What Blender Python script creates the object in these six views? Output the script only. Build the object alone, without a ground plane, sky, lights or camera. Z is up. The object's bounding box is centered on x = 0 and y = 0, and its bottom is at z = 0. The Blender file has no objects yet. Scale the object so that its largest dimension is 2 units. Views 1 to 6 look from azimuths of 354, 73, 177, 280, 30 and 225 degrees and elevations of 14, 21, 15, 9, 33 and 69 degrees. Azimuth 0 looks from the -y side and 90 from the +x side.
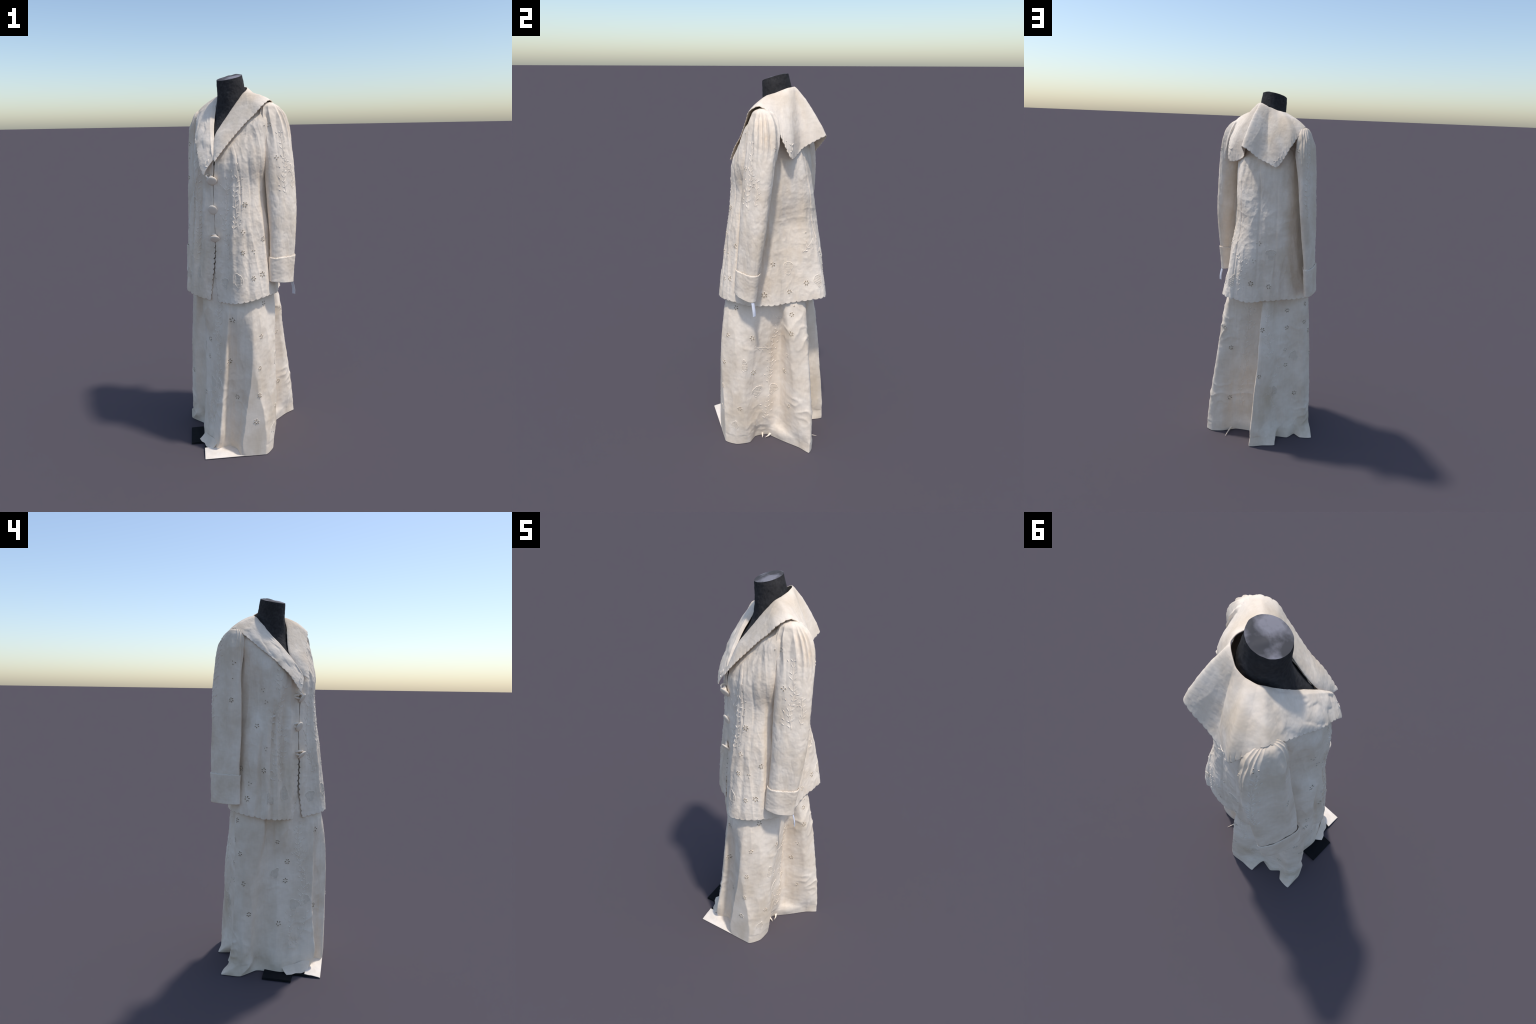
import bpy, bmesh, math, random
import numpy as np
from mathutils import Vector, noise, Matrix
from mathutils.bvhtree import BVHTree

random.seed(7)
rng = np.random.default_rng(7)
COL = bpy.context.scene.collection

# ------------------------------------------------------------------ helpers
def catmull(P, n, closed, c=0.5, axis=0):
    """Cardinal spline through the control points P (K,...) -> n samples."""
    P = np.asarray(P, float)
    K = len(P)
    t = np.linspace(0, K, n, endpoint=False) if closed else np.linspace(0, K - 1, n)
    i = np.floor(t).astype(int)
    if not closed:
        i = np.minimum(i, K - 2)
    u = (t - i).reshape((-1,) + (1,) * (P.ndim - 1))
    if closed:
        p0, p1, p2, p3 = P[(i - 1) % K], P[i % K], P[(i + 1) % K], P[(i + 2) % K]
    else:
        Q = np.concatenate([[2 * P[0] - P[1]], P, [2 * P[-1] - P[-2]]])
        p0, p1, p2, p3 = Q[i], Q[i + 1], Q[i + 2], Q[i + 3]
    m1, m2 = c * (p2 - p0), c * (p3 - p1)
    u2, u3 = u * u, u * u * u
    return (2*u3 - 3*u2 + 1) * p1 + (u3 - 2*u2 + u) * m1 + (-2*u3 + 3*u2) * p2 + (u3 - u2) * m2

def interp_rows(zs, rows, zq):
    """Smooth (monotone cubic, finite difference) interpolation of rows over z."""
    zs = np.asarray(zs, float); rows = np.asarray(rows, float)
    d = np.diff(rows, axis=0) / np.diff(zs).reshape((-1,) + (1,) * (rows.ndim - 1))
    m = np.zeros_like(rows)
    m[0], m[-1] = d[0], d[-1]
    h = np.diff(zs)
    for k in range(1, len(zs) - 1):
        m[k] = (d[k-1] * h[k] + d[k] * h[k-1]) / (h[k] + h[k-1])
    out = []
    for z in zq:
        k = int(np.clip(np.searchsorted(zs, z) - 1, 0, len(zs) - 2))
        H = zs[k+1] - zs[k]; u = (z - zs[k]) / H; u2 = u*u; u3 = u2*u
        out.append((2*u3-3*u2+1)*rows[k] + (u3-2*u2+u)*H*m[k] + (-2*u3+3*u2)*rows[k+1] + (u3-u2)*H*m[k+1])
    return np.array(out)

def grid_mesh(name, G, closed_u=False):
    """G: (rows, cols, 3) array of points -> mesh object (smooth)."""
    R, C, _ = G.shape
    faces = []
    for r in range(R - 1):
        for c in range(C if closed_u else C - 1):
            c2 = (c + 1) % C
            faces.append((r*C + c, r*C + c2, (r+1)*C + c2, (r+1)*C + c))
    me = bpy.data.meshes.new(name)
    me.from_pydata(G.reshape(-1, 3).tolist(), [], faces)
    me.update()
    me.polygons.foreach_set('use_smooth', [True] * len(me.polygons))
    ob = bpy.data.objects.new(name, me)
    COL.objects.link(ob)
    return ob

def grid_normals(G, closed_u=False):
    if closed_u:
        du = np.roll(G, -1, 1) - np.roll(G, 1, 1)
    else:
        du = np.gradient(G, axis=1)
    dv = np.gradient(G, axis=0)
    n = np.cross(du, dv)
    return n / (np.linalg.norm(n, axis=2, keepdims=True) + 1e-9)

def nz(v, s, seed=0.0):
    return noise.noise(Vector((v[0]*s + seed, v[1]*s - seed*.7, v[2]*s + seed*1.3)))

def crease(v, s, seed=0.0):
    """ridged noise: sharp raised creases between soft hollows"""
    a = 1 - 2.2*abs(nz(v, s, seed))
    return a*abs(a)

def relief(G, N, fn):
    D = np.zeros(G.shape[:2])
    for r in range(G.shape[0]):
        for c in range(G.shape[1]):
            D[r, c] = fn(G[r, c])
    return G + N * D[..., None]

def thicken(ob, t, offset=-1):
    bpy.context.view_layer.objects.active = ob
    m = ob.modifiers.new('thickness', 'SOLIDIFY'); m.thickness = t; m.offset = offset
    m.use_even_offset = False
    dg = bpy.context.evaluated_depsgraph_get()
    me = bpy.data.meshes.new_from_object(ob.evaluated_get(dg))
    ob.modifiers.clear(); old = ob.data; ob.data = me; bpy.data.meshes.remove(old)
    me.name = ob.name
    return ob

def parent(ob, p):
    ob.parent = p
    return ob

def mesh_from_bm(name, bm, smooth=True):
    me = bpy.data.meshes.new(name); bm.to_mesh(me); bm.free()
    if smooth: me.polygons.foreach_set('use_smooth', [True] * len(me.polygons))
    return me

def new_object(name, me, par=None, mat=None):
    ob = bpy.data.objects.new(name, me); COL.objects.link(ob)
    if par: ob.parent = par
    if mat and not me.materials: me.materials.append(mat)
    return ob

# ---------------------------------------------------------------- materials
def base_mat(name, rough=0.85):
    m = bpy.data.materials.new(name); m.use_nodes = True
    nt = m.node_tree; b = nt.nodes['Principled BSDF']
    b.inputs['Roughness'].default_value = rough
    b.inputs['Specular IOR Level'].default_value = 0.25
    return m, nt, b

def linen(name, light, dark, stain, sheen=0.15, weave=0.12):
    m, nt, b = base_mat(name)
    L = nt.links.new
    tc = nt.nodes.new('ShaderNodeTexCoord')
    def ntex(scale, detail, rough=0.55, mapping=None):
        t = nt.nodes.new('ShaderNodeTexNoise'); t.inputs['Scale'].default_value = scale
        t.inputs['Detail'].default_value = detail; t.inputs['Roughness'].default_value = rough
        if mapping is not None:
            mp = nt.nodes.new('ShaderNodeMapping'); mp.inputs['Scale'].default_value = mapping
            L(tc.outputs['Object'], mp.inputs['Vector']); L(mp.outputs['Vector'], t.inputs['Vector'])
        else:
            L(tc.outputs['Object'], t.inputs['Vector'])
        return t
    n1 = ntex(7, 5, .6)
    r1 = nt.nodes.new('ShaderNodeValToRGB')
    r1.color_ramp.elements[0].position = .32; r1.color_ramp.elements[0].color = (*dark, 1)
    r1.color_ramp.elements[1].position = .62; r1.color_ramp.elements[1].color = (*light, 1)
    L(n1.outputs['Fac'], r1.inputs['Fac'])
    # soft tea-coloured ageing stains
    n2 = ntex(3.1, 4, .62, (1, 1, .6))
    r2 = nt.nodes.new('ShaderNodeValToRGB')
    r2.color_ramp.elements[0].position = .53; r2.color_ramp.elements[0].color = (0, 0, 0, 1)
    r2.color_ramp.elements[1].position = .76; r2.color_ramp.elements[1].color = (1, 1, 1, 1)
    L(n2.outputs['Fac'], r2.inputs['Fac'])
    mx = nt.nodes.new('ShaderNodeMix'); mx.data_type = 'RGBA'
    L(r2.outputs['Color'], mx.inputs[0]); L(r1.outputs['Color'], mx.inputs[6])
    mx.inputs[7].default_value = (*stain, 1)
    # fine slubs of the weave
    n3 = ntex(160, 2, .5, (1, 1, .15))
    n4 = ntex(160, 2, .5, (.25, .25, 1.6))
    mu = nt.nodes.new('ShaderNodeMath'); mu.operation = 'ADD'
    L(n3.outputs['Fac'], mu.inputs[0]); L(n4.outputs['Fac'], mu.inputs[1])
    mr = nt.nodes.new('ShaderNodeMapRange'); mr.inputs['From Min'].default_value = .6; mr.inputs['From Max'].default_value = 1.4
    mr.inputs['To Min'].default_value = .955; mr.inputs['To Max'].default_value = 1.03
    L(mu.outputs[0], mr.inputs['Value'])
    mv = nt.nodes.new('ShaderNodeMix'); mv.data_type = 'RGBA'; mv.blend_type = 'MULTIPLY'
    mv.inputs[0].default_value = 1
    L(mx.outputs[2], mv.inputs[6]); L(mr.outputs['Result'], mv.inputs[7])
    L(mv.outputs[2], b.inputs['Base Color'])
    b.inputs['Sheen Weight'].default_value = 0.0
    b.inputs['Sheen Roughness'].default_value = .6
    bp = nt.nodes.new('ShaderNodeBump'); bp.inputs['Strength'].default_value = weave; bp.inputs['Distance'].default_value = .002
    n5 = ntex(70, 4, .6)
    ad = nt.nodes.new('ShaderNodeMath'); ad.operation = 'ADD'
    L(mu.outputs[0], ad.inputs[0]); L(n5.outputs['Fac'], ad.inputs[1])
    L(ad.outputs[0], bp.inputs['Height']); L(bp.outputs['Normal'], b.inputs['Normal'])
    return m

def felt(name, light, dark, scale=90, bump=.5, lo=.15, hi=.42):
    m, nt, b = base_mat(name, .9)
    L = nt.links.new
    tc = nt.nodes.new('ShaderNodeTexCoord')
    n = nt.nodes.new('ShaderNodeTexNoise'); n.inputs['Scale'].default_value = scale; n.inputs['Detail'].default_value = 5
    n2 = nt.nodes.new('ShaderNodeTexNoise'); n2.inputs['Scale'].default_value = 12; n2.inputs['Detail'].default_value = 4
    L(tc.outputs['Object'], n.inputs['Vector']); L(tc.outputs['Object'], n2.inputs['Vector'])
    a = nt.nodes.new('ShaderNodeMath'); a.operation = 'MULTIPLY'
    L(n.outputs['Fac'], a.inputs[0]); L(n2.outputs['Fac'], a.inputs[1])
    r = nt.nodes.new('ShaderNodeValToRGB')
    r.color_ramp.elements[0].position = lo; r.color_ramp.elements[0].color = (*dark, 1)
    r.color_ramp.elements[1].position = hi; r.color_ramp.elements[1].color = (*light, 1)
    L(a.outputs[0], r.inputs['Fac']); L(r.outputs['Color'], b.inputs['Base Color'])
    bp = nt.nodes.new('ShaderNodeBump'); bp.inputs['Strength'].default_value = bump; bp.inputs['Distance'].default_value = .003
    L(n.outputs['Fac'], bp.inputs['Height']); L(bp.outputs['Normal'], b.inputs['Normal'])
    return m

M_LINEN = linen('aged_linen', (.95, .825, .685), (.80, .665, .52), (.69, .55, .39))
M_EDGE  = linen('embroidery_thread', (.93, .82, .69), (.86, .73, .59), (.78, .63, .47), weave=.05)
M_EYELET_FILL  = felt('eyelet_dark_fill', (.42, .33, .225), (.32, .245, .16), 60, .1)  # dark brown fill gives eyelets a recessed look; no hole is cut
M_UNDER = linen('linen_underside', (.46, .38, .285), (.36, .29, .21), (.34, .26, .18))
M_NECK  = felt('charcoal_felt', (.052, .049, .050), (.024, .023, .024))
M_NTOP  = felt('grey_felt_cap', (.25, .24, .265), (.075, .072, .076), 14, .3, .17, .30)
M_BASE  = felt('black_painted_board', (.009, .011, .014), (.005, .006, .008), 40, .15)
M_WHITE = linen('white_floor_cloth', (.93, .83, .73), (.84, .74, .63), (.62, .50, .38))
M_RIB   = linen('white_satin_ribbon', (.78, .79, .86), (.68, .69, .78), (.66, .66, .75), sheen=.4)

# -------------------------------------------------------------- root object
root = bpy.data.objects.new('dressed_mannequin', None); COL.objects.link(root)
root['label'] = 'antique cream linen jacket and long skirt on headless black dress form'
root['category'] = 'costume'

# ---------------------------------------------------------------- the skirt
# Plan outlines at rising heights. Same 30 fold lines in every outline, from the
# front ridge over the wearer's right side, the back with its deep pleat, the
# left side, and back to the front.
SKIRT = {
0.00: [(-0.187,-0.235),(-0.225,-0.165),(-0.245,-0.09),(-0.237,0.0),(-0.243,0.045),(-0.315,0.115),(-0.319,0.217),(-0.25,0.217),(-0.216,0.181),(-0.17,0.218),(-0.083,0.207),(-0.093,0.292),(-0.02,0.298),(0.056,0.306),(0.052,0.24),(0.0,0.18),(0.06,0.15),(0.14,0.132),(0.225,0.152),(0.285,0.15),(0.319,0.118),(0.262,0.08),(0.18,0.005),(0.105,-0.06),(0.1,-0.13),(0.14,-0.175),(0.133,-0.25),(0.086,-0.306),(-0.045,-0.303),(-0.07,-0.25),(-0.1,-0.222),(-0.14,-0.228)],
0.05: [(-0.172,-0.255),(-0.209,-0.164),(-0.244,-0.09),(-0.225,0.021),(-0.233,0.056),(-0.295,0.068),(-0.308,0.14),(-0.275,0.18),(-0.228,0.182),(-0.185,0.195),(-0.12,0.206),(-0.095,0.24),(-0.03,0.285),(0.05,0.306),(0.04,0.25),(-0.001,0.203),(0.052,0.15),(0.125,0.133),(0.208,0.147),(0.285,0.151),(0.315,0.121),(0.262,0.078),(0.185,0.003),(0.113,-0.065),(0.108,-0.135),(0.147,-0.185),(0.135,-0.25),(0.085,-0.306),(-0.037,-0.305),(-0.071,-0.261),(-0.102,-0.233),(-0.135,-0.238)],
0.10: [(-0.163,-0.267),(-0.197,-0.167),(-0.231,-0.082),(-0.234,0.019),(-0.247,0.052),(-0.28,0.068),(-0.307,0.11),(-0.28,0.17),(-0.24,0.178),(-0.2,0.18),(-0.15,0.195),(-0.1,0.212),(-0.026,0.276),(0.049,0.306),(0.037,0.24),(-0.055,0.166),(0.015,0.146),(0.102,0.126),(0.19,0.142),(0.286,0.146),(0.312,0.122),(0.262,0.068),(0.157,0.004),(0.128,-0.065),(0.122,-0.135),(0.153,-0.195),(0.135,-0.25),(0.085,-0.306),(-0.03,-0.307),(-0.065,-0.259),(-0.097,-0.228),(-0.124,-0.231)],
0.20: [(-0.152,-0.257),(-0.189,-0.162),(-0.224,-0.077),(-0.227,0.021),(-0.247,0.047),(-0.283,0.066),(-0.305,0.112),(-0.272,0.166),(-0.232,0.17),(-0.19,0.174),(-0.142,0.195),(-0.096,0.218),(-0.032,0.272),(0.043,0.302),(0.031,0.236),(-0.055,0.166),(0.015,0.146),(0.097,0.126),(0.183,0.14),(0.279,0.144),(0.3,0.12),(0.255,0.06),(0.147,0.004),(0.135,-0.07),(0.13,-0.14),(0.157,-0.203),(0.13,-0.255),(0.075,-0.306),(-0.015,-0.307),(-0.05,-0.264),(-0.087,-0.225),(-0.114,-0.224)],
0.35: [(-0.137,-0.243),(-0.18,-0.152),(-0.215,-0.072),(-0.219,0.009),(-0.242,0.042),(-0.279,0.066),(-0.3,0.117),(-0.264,0.162),(-0.225,0.166),(-0.182,0.172),(-0.136,0.195),(-0.09,0.22),(-0.04,0.261),(0.035,0.291),(0.023,0.225),(-0.055,0.166),(0.015,0.146),(0.092,0.127),(0.175,0.138),(0.263,0.139),(0.281,0.116),(0.246,0.05),(0.134,0.004),(0.137,-0.072),(0.138,-0.15),(0.159,-0.208),(0.12,-0.26),(0.06,-0.302),(0.002,-0.307),(-0.035,-0.267),(-0.075,-0.223),(-0.104,-0.218)],
0.50: [(-0.122,-0.238),(-0.17,-0.147),(-0.209,-0.072),(-0.216,-0.006),(-0.237,0.032),(-0.27,0.06),(-0.292,0.104),(-0.256,0.158),(-0.22,0.165),(-0.178,0.172),(-0.132,0.195),(-0.088,0.22),(-0.055,0.25),(0.02,0.28),(0.008,0.214),(-0.055,0.166),(0.015,0.146),(0.087,0.13),(0.165,0.137),(0.246,0.132),(0.261,0.11),(0.232,0.038),(0.13,0.004),(0.14,-0.07),(0.145,-0.145),(0.158,-0.2),(0.115,-0.25),(0.06,-0.295),(0.018,-0.306),(-0.02,-0.269),(-0.067,-0.225),(-0.091,-0.219)],
0.65: [(-0.11,-0.238),(-0.162,-0.142),(-0.204,-0.072),(-0.214,-0.016),(-0.235,0.012),(-0.262,0.038),(-0.284,0.1),(-0.25,0.155),(-0.213,0.165),(-0.17,0.175),(-0.128,0.195),(-0.088,0.217),(-0.063,0.232),(0.012,0.262),(0.0,0.196),(-0.055,0.166),(0.015,0.146),(0.082,0.134),(0.155,0.137),(0.225,0.124),(0.24,0.103),(0.22,0.03),(0.13,0.004),(0.143,-0.068),(0.15,-0.125),(0.16,-0.175),(0.115,-0.235),(0.065,-0.28),(0.027,-0.297),(-0.015,-0.267),(-0.06,-0.23),(-0.082,-0.223)],
0.80: [(-0.098,-0.232),(-0.154,-0.137),(-0.213,-0.08),(-0.212,-0.03),(-0.215,0.003),(-0.255,0.01),(-0.275,0.1),(-0.245,0.16),(-0.204,0.175),(-0.159,0.178),(-0.117,0.182),(-0.08,0.193),(-0.04,0.238),(0.003,0.24),(0.005,0.222),(-0.02,0.185),(0.04,0.168),(0.09,0.152),(0.15,0.14),(0.2,0.122),(0.214,0.088),(0.2,0.02),(0.148,0.0),(0.145,-0.065),(0.15,-0.115),(0.16,-0.16),(0.11,-0.22),(0.065,-0.26),(0.028,-0.277),(-0.015,-0.268),(-0.062,-0.247),(-0.08,-0.237)],
0.95: [(-0.09,-0.205),(-0.155,-0.145),(-0.2,-0.075),(-0.21,-0.03),(-0.23,-0.0),(-0.25,0.03),(-0.255,0.09),(-0.225,0.145),(-0.195,0.17),(-0.16,0.18),(-0.12,0.195),(-0.08,0.2),(-0.055,0.21),(-0.03,0.212),(0.0,0.21),(0.02,0.2),(0.05,0.185),(0.1,0.165),(0.145,0.14),(0.17,0.115),(0.185,0.075),(0.18,0.02),(0.17,-0.05),(0.16,-0.1),(0.155,-0.13),(0.145,-0.15),(0.1,-0.195),(0.06,-0.225),(0.028,-0.235),(-0.01,-0.225),(-0.04,-0.212),(-0.065,-0.208)],
}
zs = sorted(SKIRT)
rows = [np.array(SKIRT[z]) for z in zs]
c = rows[-1].mean(0)
zs.append(1.22); rows.append(c + (rows[-1] - c) * .72)
ZQ = np.concatenate([np.linspace(0, .12, 26), np.linspace(.125, 1.2, 190)])
ctrl = interp_rows(zs, rows, ZQ)
NU = 560
G = np.zeros((len(ZQ), NU, 3))
for i, z in enumerate(ZQ):
    tight = .26 if z < .06 else .40
    G[i, :, :2] = catmull(ctrl[i], NU, True, tight)
    G[i, :, 2] = z
N = -grid_normals(G, True)
def skirt_relief(p):
    w = min(1, max(0, p[2] / .05))
    a = .0070 * nz((p[0]*2.2, p[1]*2.2, p[2]*.4), 7, 3) + .002 * crease((p[0]*2.4, p[1]*2.4, p[2]*.2), 8, 13)       # long soft folds
    b = .0016 * crease((p[0]*1.3, p[1]*1.3, p[2]*.4), 13, 8) + .0010 * nz(p, 40, 2) + .0022 * crease((p[0], p[1], p[2]*1.1), 15, 3)*max(0, nz(p, 5, 4) + .15)*3
    cc = .0007 * nz(p, 110, 5)
    return w * (a + b + cc)
G = relief(G, N, skirt_relief)
# skirt cut off flat where the scan was cropped, not a real trim
G[..., 0] = np.clip(G[..., 0], -.319, .319)
G[..., 1] = np.clip(G[..., 1], -.3065, .3065)
# uneven hem: a little lift here and there
for j in range(NU):
    p = G[0, j]
    G[0, j, 2] = 0.0
skirt = grid_mesh('skirt', G[::-1], True)
skirt.data.materials.append(M_LINEN)
parent(skirt, root)

# --------------------------------------------------------------- the jacket
# open outlines: from the right edge of the front opening round the back to the left edge
JACKET = {
0.85: [(-0.177,-0.13),(-0.235,-0.095),(-0.285,-0.04),(-0.3,0.03),(-0.288,0.12),(-0.235,0.2),(-0.12,0.235),(-0.01,0.25),(0.09,0.25),(0.175,0.248),(0.232,0.195),(0.212,0.06),(0.205,-0.07),(0.17,-0.18),(0.1,-0.265),(0.02,-0.295),(-0.06,-0.283),(-0.138,-0.175)],
1.0: [(-0.158,-0.147),(-0.225,-0.098),(-0.275,-0.04),(-0.288,0.02),(-0.28,0.1),(-0.22,0.18),(-0.12,0.232),(-0.01,0.247),(0.085,0.24),(0.165,0.23),(0.205,0.165),(0.185,0.04),(0.192,-0.085),(0.155,-0.18),(0.1,-0.25),(0.02,-0.28),(-0.052,-0.266),(-0.148,-0.158)],
1.15: [(-0.146,-0.15),(-0.212,-0.085),(-0.255,-0.03),(-0.277,0.03),(-0.27,0.09),(-0.195,0.17),(-0.11,0.24),(-0.01,0.24),(0.08,0.235),(0.15,0.205),(0.182,0.14),(0.162,0.03),(0.175,-0.085),(0.14,-0.17),(0.09,-0.232),(0.02,-0.256),(-0.045,-0.25),(-0.141,-0.157)],
1.3: [(-0.146,-0.144),(-0.205,-0.08),(-0.238,-0.03),(-0.262,0.02),(-0.255,0.085),(-0.19,0.165),(-0.11,0.242),(-0.01,0.228),(0.075,0.208),(0.125,0.167),(0.155,0.115),(0.143,0.02),(0.165,-0.085),(0.125,-0.16),(0.08,-0.215),(0.01,-0.235),(-0.04,-0.226),(-0.142,-0.149)],
1.45: [(-0.146,-0.148),(-0.195,-0.085),(-0.23,-0.035),(-0.24,0.015),(-0.218,0.07),(-0.182,0.16),(-0.11,0.23),(-0.01,0.212),(0.07,0.185),(0.13,0.152),(0.152,0.09),(0.155,0),(0.158,-0.085),(0.115,-0.15),(0.07,-0.195),(0.01,-0.213),(-0.035,-0.211),(-0.141,-0.154)],
1.6: [(-0.138,-0.15),(-0.188,-0.097),(-0.221,-0.042),(-0.232,0.02),(-0.208,0.08),(-0.175,0.155),(-0.105,0.215),(0,0.2),(0.07,0.152),(0.125,0.112),(0.152,0.055),(0.152,-0.02),(0.15,-0.095),(0.115,-0.18),(0.06,-0.21),(0,-0.204),(-0.05,-0.19),(-0.128,-0.15)],
1.7: [(-0.137,-0.08),(-0.172,-0.055),(-0.207,-0.006),(-0.215,0.055),(-0.203,0.12),(-0.165,0.16),(-0.09,0.208),(0.01,0.168),(0.07,0.12),(0.12,0.075),(0.145,0.015),(0.15,-0.06),(0.135,-0.15),(0.1,-0.183),(0.05,-0.18),(-0.01,-0.156),(-0.06,-0.126),(-0.112,-0.082)],
1.78: [(-0.126,-0.008),(-0.155,0.02),(-0.183,0.06),(-0.197,0.11),(-0.19,0.16),(-0.15,0.178),(-0.07,0.15),(0.01,0.125),(0.07,0.095),(0.12,0.04),(0.148,-0.02),(0.153,-0.08),(0.14,-0.14),(0.1,-0.156),(0.05,-0.138),(0,-0.106),(-0.03,-0.08),(-0.058,-0.068)],
1.825: [(-0.112,0.035),(-0.13,0.05),(-0.155,0.09),(-0.172,0.135),(-0.172,0.17),(-0.14,0.17),(-0.07,0.138),(0,0.112),(0.05,0.08),(0.1,0.025),(0.138,-0.04),(0.145,-0.085),(0.135,-0.112),(0.095,-0.108),(0.05,-0.088),(0.015,-0.062),(0,-0.058),(-0.02,-0.054)],
1.87: [(-0.098,0.075),(-0.1,0.08),(-0.103,0.09),(-0.102,0.1),(-0.095,0.11),(-0.07,0.112),(-0.03,0.108),(0.01,0.095),(0.03,0.07),(0.05,0.03),(0.058,0),(0.054,-0.02),(0.045,-0.03),(0.035,-0.034),(0.028,-0.036),(0.022,-0.037),(0.018,-0.037),(0.014,-0.038)],
}
zj = sorted(JACKET)
rowsj = [np.array(JACKET[z]) for z in zj]
NUJ, NVJ = 620, 330
HEM = [.848,.857,.866,.874,.886,.893,.893,.888,.880,.897,.905,.893,.888,.888,.897,.884,.872,.850]
hem = catmull(np.array(HEM)[:, None], NUJ, False)[:, 0]
ctrl_dense = None
zfine = np.linspace(.80, 1.87, 420)
rfine = interp_rows(zj, rowsj, np.clip(zfine, .85, 1.87))
# flare on below the lowest outline
low = zfine < .85
rfine[low] = rfine[low][-1:]
curves = np.array([catmull(r, NUJ, False, .42) for r in rfine])    # (z, u, 2)
# arc length along the hem for the scallops
h0 = curves[np.searchsorted(zfine, .88)]
arc = np.concatenate([[0], np.cumsum(np.linalg.norm(np.diff(h0, axis=0), axis=1))])
SC = .030
def scallop(s, amp=.009, pitch=SC):
    ph = (s / pitch) % 1.0
    return amp * math.sqrt(max(0, 1 - (2*ph - 1)**2))
G = np.zeros((NVJ, NUJ, 3))
for j in range(NUJ):
    z0 = hem[j] + .005 - scallop(arc[j])
    tt = np.linspace(0, 1, NVJ)
    zz = z0 + (1.87 - z0) * tt
    for k in range(2):
        G[:, j, k] = np.interp(zz, zfine, curves[:, j, k])
    G[:, j, 2] = zz
# scalloped front edges below the last button
for side, idx in ((1, list(range(0, 26))), (-1, list(range(NUJ-1, NUJ-27, -1)))):
    for r in range(NVJ):
        z = G[r, idx[0], 2]
        if z < 1.5:
            k = min(1, max(.0, (1.19 - z)/.05))
            e = k*(scallop(z + (.4 if side > 0 else .011), .009, .029) - .007) + (1-k)*(.0012 + .0016*nz((z*30, side*3, 0), 1, 2))
            tdir = G[r, idx[0], :2] - G[r, idx[4], :2]; tdir = tdir / np.linalg.norm(tdir)
            for q, j in enumerate(idx):
                G[r, j, :2] += tdir * e * (1 - q / len(idx))
N = -grid_normals(G)
FOLDS = [(7.15, .010, .22, .80, 1.12), (7.9, -.006, .30, .80, 1.2), (6.2, .006, .2, .8, 1.1), (8.9, .008, .2, .8, 1.2), (9.5, -.006, .2, .8, 1.25), (7.5, .005, .06, .95, 1.66), (9.1, .004, .06, .95, 1.6), (6.5, .004, .06, .95, 1.55),
         (2.1, .010, .18, .8, 1.45), (2.6, -.006, .2, .8, 1.4), (1.2, .012, .2, .9, 1.5), (.65, -.008, .24, .9, 1.45), (3.1, .010, .16, .8, 1.3), (1.7, -.006, .14, 1.0, 1.6), (16.15, -.005, .12, .9, 1.55), (16.5, .008, .2, .9, 1.5),
         (15.15, .005, .22, .85, 1.3), (14.6, .004, .12, 1.2, 1.66), (13.9, -.004, .2, .85, 1.35), (13.5, .007, .16, .95, 1.6), (15.6, .004, .10, 1.3, 1.68), (12.4, .006, .2, .85, 1.4)]
uu = np.linspace(0, 17, NUJ)
for (u0, dep, wid, za, zb) in FOLDS:
    for r in range(NVJ):
        z = G[r, :, 2]
        k = np.clip((z - za)/.08, 0, 1) * np.clip((zb - z)/.12, 0, 1)
        w = u0 + .18*math.sin(u0*7 + float(z[0])*6) * wid*2
        G[r, :, :2] -= N[r, :, :2] * (dep * k * np.exp(-((uu - w)/wid)**2))[:, None]
N = -grid_normals(G)
def jacket_relief(p):
    x, y, z = p
    a = .0050 * nz((x*2.6, y*2.6, z*.38), 8, 1)
    g = max(0, 1 - abs(z - 1.62) / .16)                         # gathers under the collar
    gath = .0045 * g * nz((x*5, y*5, z*.5), 9, 4)
    w = max(0, 1 - abs(z - 1.3) / .22) * (1 if (x + y) > .02 else .35)  # cross wrinkles in the small of the back
    wr = .0022 * w * crease((x*.9 - y*.9, x*.6 + z*.3, z*2.2), 7, 9)
    b = .0026 * crease((x*1.6, y*1.6, z*.25), 11, 6) + .0012 * crease((x*1.2, y*1.2, z*.5), 24, 12) + .0009 * nz(p, 48, 2) + .0006 * nz(p, 115, 5)
    f = min(1, max(.25, (z - .84) / .05))
    return (a + gath + wr) * f + b
G = relief(G, N, jacket_relief)
JG = G.copy()
jacket = grid_mesh('jacket', G[::-1])
jacket.data.materials.append(M_LINEN)
thicken(jacket, .004)
parent(jacket, root)

# backing strip added behind the front opening, so the gap is not black
zz = np.linspace(.87, 1.56, 60)
e0 = interp_rows(zj, [r[0] for r in rowsj], zz); e1 = interp_rows(zj, [r[-1] for r in rowsj], zz)
G = np.zeros((60, 24, 3))
for i in range(60):
    d = e1[i] - e0[i]; d /= np.linalg.norm(d)
    a0 = e0[i] - d*.018; a1 = e1[i] + d*.03
    for j in range(24):
        t = j/23
        G[i, j, :2] = a0*(1-t) + a1*t + np.array([.011, .011]); G[i, j, 2] = zz[i] - .004
gap_backing = grid_mesh('gap_backing', G); gap_backing.data.materials.append(M_LINEN); thicken(gap_backing, .002); parent(gap_backing, jacket)

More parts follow.
